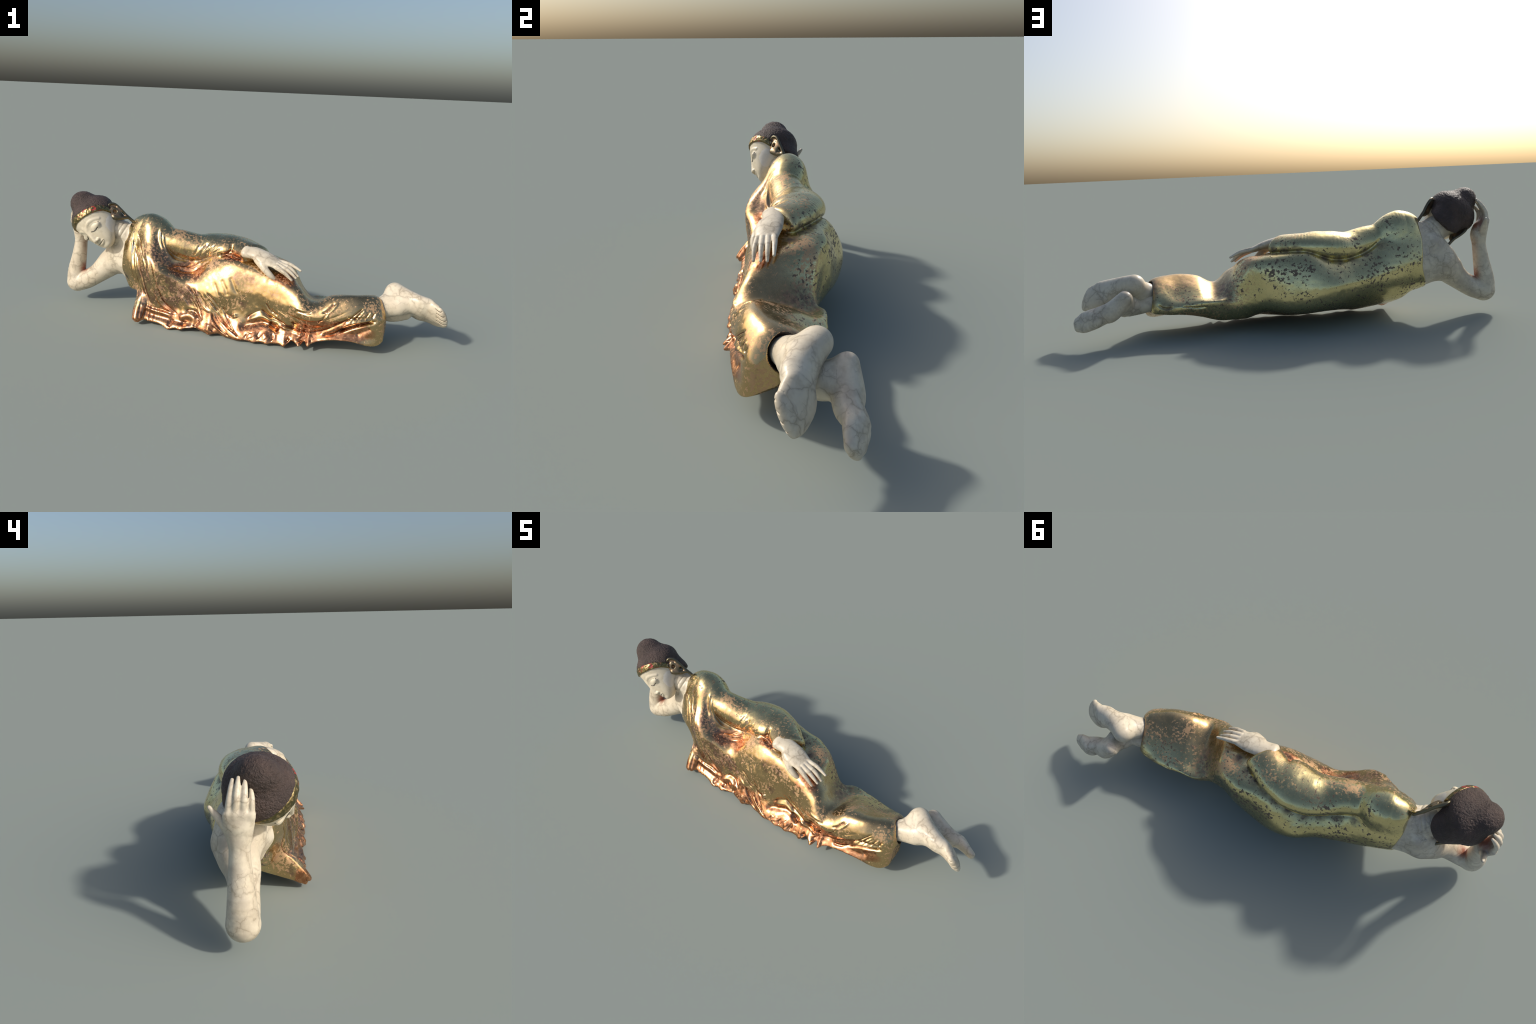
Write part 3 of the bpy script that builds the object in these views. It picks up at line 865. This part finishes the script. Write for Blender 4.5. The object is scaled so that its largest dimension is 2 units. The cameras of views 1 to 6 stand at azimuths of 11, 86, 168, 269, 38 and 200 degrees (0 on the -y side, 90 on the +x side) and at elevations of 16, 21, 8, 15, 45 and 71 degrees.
HEM_FOLDS = [
    (0.0090, 0.0160, [(-0.480, 0.062), (-0.420, 0.055), (-0.360, 0.048), (-0.300, 0.046), (-0.240, 0.046), (-0.200, 0.042)]),  # hollow under the roll
    (0.0048, 0.0078, [(-0.496, 0.112), (-0.449, 0.088), (-0.377, 0.079), (-0.299, 0.069)]),  # hem roll crease
    (-0.0048, 0.0104, [(-0.492, 0.102), (-0.436, 0.079), (-0.374, 0.068), (-0.322, 0.059)]),  # hem roll
    (0.0048, 0.0078, [(-0.261, 0.095), (-0.214, 0.096), (-0.179, 0.074), (-0.160, 0.072)]),  # hem crease
    (-0.0056, 0.0117, [(-0.288, 0.056), (-0.239, 0.076), (-0.195, 0.063)]),  # hem roll
    (0.0064, 0.0117, [(-0.324, 0.053), (-0.329, 0.030), (-0.333, 0.015)]),  # hem pleat
    (0.0056, 0.0130, [(-0.261, 0.052), (-0.262, 0.029)]),  # hem pit
    (0.0064, 0.0104, [(-0.177, 0.063), (-0.192, 0.046), (-0.201, 0.032)]),  # hem crease
    (-0.0048, 0.0117, [(-0.121, 0.058), (-0.126, 0.025)]),  # hem ridge
    (0.0048, 0.0117, [(-0.097, 0.048), (-0.110, 0.029)]),  # hem pit
    (0.0056, 0.0091, [(0.051, 0.098), (0.079, 0.124), (0.115, 0.144), (0.146, 0.139), (0.189, 0.114)]),  # upper hem crease
    (0.0032, 0.0065, [(0.111, 0.171), (0.145, 0.153), (0.189, 0.124)]),  # crease
    (-0.0056, 0.0104, [(0.066, 0.090), (0.091, 0.104), (0.123, 0.117), (0.164, 0.108), (0.199, 0.088)]),  # hem roll
    (0.0096, 0.0143, [(0.026, 0.057), (0.058, 0.077), (0.091, 0.087), (0.132, 0.095), (0.173, 0.091), (0.218, 0.070)]),  # hem hollow
    (0.0048, 0.0117, [(0.060, 0.034), (0.071, 0.026)]),  # pit
    (0.0048, 0.0117, [(0.116, 0.045), (0.131, 0.033)]),  # pit
    (0.0048, 0.0117, [(0.178, 0.041), (0.195, 0.034)]),  # pit
    (-0.0040, 0.0130, [(0.089, 0.046), (0.095, 0.031)]),  # ridge
    (-0.0040, 0.0130, [(0.150, 0.054), (0.167, 0.038)]),  # ridge
]
LEG_FOLDS = [
    (0.0065, 0.0070, [(0.103, 0.171), (0.151, 0.130), (0.213, 0.113), (0.260, 0.095), (0.322, 0.083), (0.381, 0.084), (0.439, 0.109), (0.495, 0.142), (0.550, 0.172), (0.647, 0.180)]),  # shin crease
    (-0.0050, 0.0060, [(0.215, 0.092), (0.262, 0.082), (0.305, 0.076), (0.390, 0.079)]),  # ridge
    (0.0065, 0.0065, [(0.420, 0.081), (0.469, 0.092), (0.525, 0.120)]),  # lower crease
    (0.0180, 0.0080, [(0.495, 0.106), (0.530, 0.121), (0.580, 0.142), (0.655, 0.167)]),  # lower crease, deep end
    (-0.0040, 0.0050, [(0.502, 0.124), (0.551, 0.153), (0.657, 0.171)]),  # ridge
    (0.0100, 0.0090, [(0.169, 0.099), (0.192, 0.085), (0.213, 0.069)]),  # hollow
    (0.0090, 0.0100, [(0.257, 0.045), (0.270, 0.035)]),  # pit
    (0.0090, 0.0120, [(0.323, 0.063), (0.329, 0.047)]),  # pit
    (0.0040, 0.0040, [(0.143, 0.188), (0.165, 0.158), (0.184, 0.145)]),  # knee fold
    (0.0040, 0.0040, [(0.171, 0.166), (0.190, 0.146), (0.206, 0.138)]),  # knee fold
    (0.0040, 0.0050, [(0.294, 0.182), (0.333, 0.177), (0.367, 0.182)]),  # knee fold
    (-0.0030, 0.0060, [(0.287, 0.193), (0.332, 0.188), (0.363, 0.190)]),
    (0.0040, 0.0040, [(0.414, 0.187), (0.433, 0.197), (0.448, 0.214), (0.466, 0.230)]),  # shin fold
    (0.0035, 0.0040, [(0.397, 0.137), (0.422, 0.165), (0.440, 0.190)]),  # shin fold
    (-0.0030, 0.0050, [(0.428, 0.156), (0.440, 0.185), (0.458, 0.202), (0.485, 0.237)]),  # shin ridge
    (0.0040, 0.0040, [(0.528, 0.156), (0.562, 0.192), (0.595, 0.222)]),  # shin fold
    (0.0040, 0.0040, [(0.561, 0.165), (0.581, 0.195), (0.599, 0.212)]),  # shin fold
    (0.0035, 0.0040, [(0.611, 0.180), (0.623, 0.202)]),
    (0.0035, 0.0040, [(0.639, 0.179), (0.648, 0.201)]),
    (0.0060, 0.0120, [(0.570, 0.099), (0.611, 0.120), (0.638, 0.135)]),  # flap hollow
]
FOLDS = COLLAR_FOLDS + SLEEVE_FOLDS + BELLY_FOLDS + HEM_FOLDS + LEG_FOLDS
BACK_FOLDS = [
    (0.0060, 0.0050, [(0.635, 0.160), (0.616, 0.145), (0.590, 0.143), (0.569, 0.150)]),
    (0.0060, 0.0040, [(0.530, 0.150), (0.501, 0.146), (0.468, 0.138), (0.425, 0.141)]),
]



def pleats(a, b, n, depth, width, seed):
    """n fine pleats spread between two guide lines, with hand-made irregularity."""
    rng = np.random.default_rng(seed)
    A, B = (np.asarray(curve_points(g, 4)) for g in (a, b))
    m = min(len(A), len(B))
    A, B = (g[np.linspace(0, len(g) - 1, m).round().astype(int)] for g in (A, B))
    out = []
    for i in range(n):
        w = (i + .5 + rng.uniform(-.3, .3)) / n
        c = A + (B - A) * w
        c = c + np.outer(np.sin(np.linspace(0, rng.uniform(2, 5), m) + rng.uniform(0, 6)), (1, .3)) * rng.uniform(.001, .003)
        lo, hi = sorted((rng.integers(0, max(1, m // 4)), m - rng.integers(0, max(1, m // 4))))
        k = rng.choice((1, 1, -.8))
        out.append((depth * k * rng.uniform(.6, 1.2), width * rng.uniform(.8, 1.3), c[lo:hi:2]))
    return [f for f in out if len(f[2]) > 2]


PLEATS = (pleats([(-.592, .42), (-.575, .30), (-.545, .19), (-.51, .125)], [(-.49, .43), (-.450, .33), (-.42, .24), (-.385, .12)], 9, .0022, .0034, 1)
          + pleats([(-.44, .30), (-.41, .22), (-.37, .13)], [(-.29, .20), (-.25, .15), (-.21, .10)], 5, .0016, .0040, 2)
          + pleats([(-.256, .345), (-.24, .37), (-.216, .415)], [(-.175, .355), (-.14, .38), (-.108, .405)], 6, .0022, .0034, 3)
          + pleats([(-.27, .21), (-.22, .165), (-.165, .08)], [(-.15, .20), (-.11, .15), (-.07, .10)], 5, .0020, .0038, 4)
          + pleats([(.11, .175), (.21, .118), (.32, .088), (.44, .113), (.55, .172)], [(.15, .215), (.25, .16), (.35, .14), (.45, .17), (.56, .225)], 5, .0018, .0040, 5)
          + pleats([(.50, .13), (.53, .17), (.58, .215)], [(.64, .178), (.648, .19), (.655, .205)], 6, .0020, .0034, 6)
          + pleats([(-.13, .11), (-.10, .07), (-.03, .02)], [(-.06, .12), (-.01, .06), (.03, .022)], 6, .0020, .0032, 7)
          + pleats([(.05, .050), (.05, .035), (.05, .015)], [(.38, .070), (.385, .055), (.39, .035)], 9, .0018, .0060, 9))


def fold_robe(v, q):
    """Carve the drapery folds into the robe, along its normals."""
    n = vertex_normals(v, q)
    out = np.zeros(len(v))
    xz = v[:, [0, 2]]
    for folds, facing in ((FOLDS + PLEATS, sstep(-.05, .35, -n[:, 1])), (BACK_FOLDS, sstep(0, .3, n[:, 1]) * (v[:, 0] > .4))):
        for depth, width, pts in folds:
            c = curve_points(pts, 6)
            lo, hi = c.min(0) - 3 * width, c.max(0) + 3 * width
            idx = np.flatnonzero(((xz > lo) & (xz < hi)).all(1) & (facing > 0))
            d, t = polyline_distance(xz[idx], c)
            prof = np.exp(-(d / width) ** 2) * sstep(0, .2, t + .05) * sstep(0, .2, 1.05 - t)
            out[idx] -= depth * prof * facing[idx]
    out += .0010 * value_noise(v, 22, 1) + .0004 * value_noise(v, 60, 2)
    return v + n * out[:, None]


# ------------------------------------------------------------------ build
root = bpy.data.objects.new("reclining_statue", None)
bpy.context.collection.objects.link(root)
root.location = (0, 0, 0)
root["label"] = "reclining statue in gilded robe with pale marble skin"
root["category"] = "statue"

M = make_materials()

v, q = surface_net(f_robe, (-.68, -.27, -.03), (.74, .28, .56), .0026)
v = fold_robe(v, q)
c = v[q].mean(1)
sl, bd = f_sleeve(c), BODY(c)
hem_top = np.interp(c[:, 0], [-.55, -.4, -.2, 0, .2, .4, .46], [.10, .075, .065, .06, .075, .06, .0])
lab = np.where(sl < bd, 1, 0)
lab = np.where((lab == 0) & (np.abs(ankle_opening(c)) < .0035) & (c[:, 0] > .645), 3, lab)
lab = np.where((lab == 0) & (c[:, 2] < hem_top) & (c[:, 1] < -.12) & (c[:, 0] < .42), 2, lab)
split_objects(v, q, lab, ["robe", "sleeve", "hem", "ankle_opening"], [M["gold"]] * 3 + [M["dark"]], root)  # walls of the ankle opening coloured near-black

v, q = surface_net(f_skin, (-1.03, -.1, .02), (-.5, .22, .58), .0028)
c = v[q].mean(1)
lab = np.zeros(len(c), int)
lab[(c[:, 0] < -.735)] = 2
neck = (c - V3(-.655, .065, .40)) @ V3(-.78, -.15, .5)
lab[(neck > -.005) & (c[:, 2] > .33) & (c[:, 0] < -.615) & (c[:, 0] > -.80)] = 1
lab[(c[:, 0] < -.86) & (c[:, 2] > .105 + .9 * (-.95 - c[:, 0]) * -1)] = 3
lab[(c[:, 0] < -.86) & (c[:, 2] > .385)] = 4
split_objects(v, q, lab, ["torso", "neck", "upper_arm", "forearm", "hand"], [M["marble"]] * 5, root)


def head_part(name, f, lo, hi, h, mat, parent):
    v, q = surface_net(f, lo, hi, h)
    return new_object(name, from_head(v), q, mat, parent)


face = head_part("head", f_face, (-.13, -.13, -.15), (.13, .15, .15), .0022, M["face"], root)
for name, pts, r, out in (("eyelid_line", EYE_SLIT, .0015, .0016), ("lip_line", MOUTH, .0012, .0012), ("brow_line", BROW[:4], [.0006, .0010, .0010, .0005], .0012)):
    for sign in ((0,) if name == "lip_line" else (1, -1)):
        c = stroke(pts, r, out)
        if sign == 0:
            c = np.vstack([c[::-1] * (-1, 1, 1, 1), c[1:]])
        line = (lambda c: lambda q: tube(q, c))(c)
        v, q = surface_net(line, c[:, :3].min(0) - .006, c[:, :3].max(0) + .006, .0008, project=1)
        if sign == -1:
            v, q = v * (-1, 1, 1), q[:, ::-1]
        new_object(name, from_head(v), q, M["brow" if name == "brow_line" else "line"], face)
v, q = surface_net(f_hair, (-.14, -.14, -.12), (.14, .15, .21), .0020)
lab = np.where(v[q].mean(1)[:, 2] > .112, 1, 0)
split_objects(from_head(v), q, lab, ["hair", "topknot"], [M["hair"]] * 2, root)
head_part("headband", f_band, (-.15, -.08, -.06), (.15, .16, .14), .0022, M["band"], root)
head_part("ear", lambda q: f_ear(q, (.096, -.073, -.116)), (.06, -.11, -.15), (.16, .05, .07), .0020, M["ear"], root)
flip = lambda q: q * V3(-1, 1, 1)
v, q = surface_net(lambda q: f_ear(q + V3(.012, 0, 0), (.100, -.073, -.108)) + .001, (.05, -.11, -.15), (.15, .05, .07), .0020)
new_object("ear", from_head(flip(v)), q[:, ::-1], M["ear"], root)

v, q = surface_net(f_hand, (-.03, -.17, .26), (.32, .03, .45), .0022)
new_object("hand", v, q, M["marble"], root)
v, q = surface_net(f_foot_near, (.58, -.16, .08), (1.02, .10, .34), .0026)
foot = new_object("foot", v, q, M["marble"], root)
v, q = surface_net(f_toe_gaps, (.905, -.125, .13), (.99, -.07, .25), .0011, project=1)
new_object("toe_cleft", v, q, M["dark"], foot)
v, q = surface_net(f_foot_far, (.57, -.09, .04), (1.03, .16, .28), .0026)
new_object("foot", v, q, M["marble"], root)
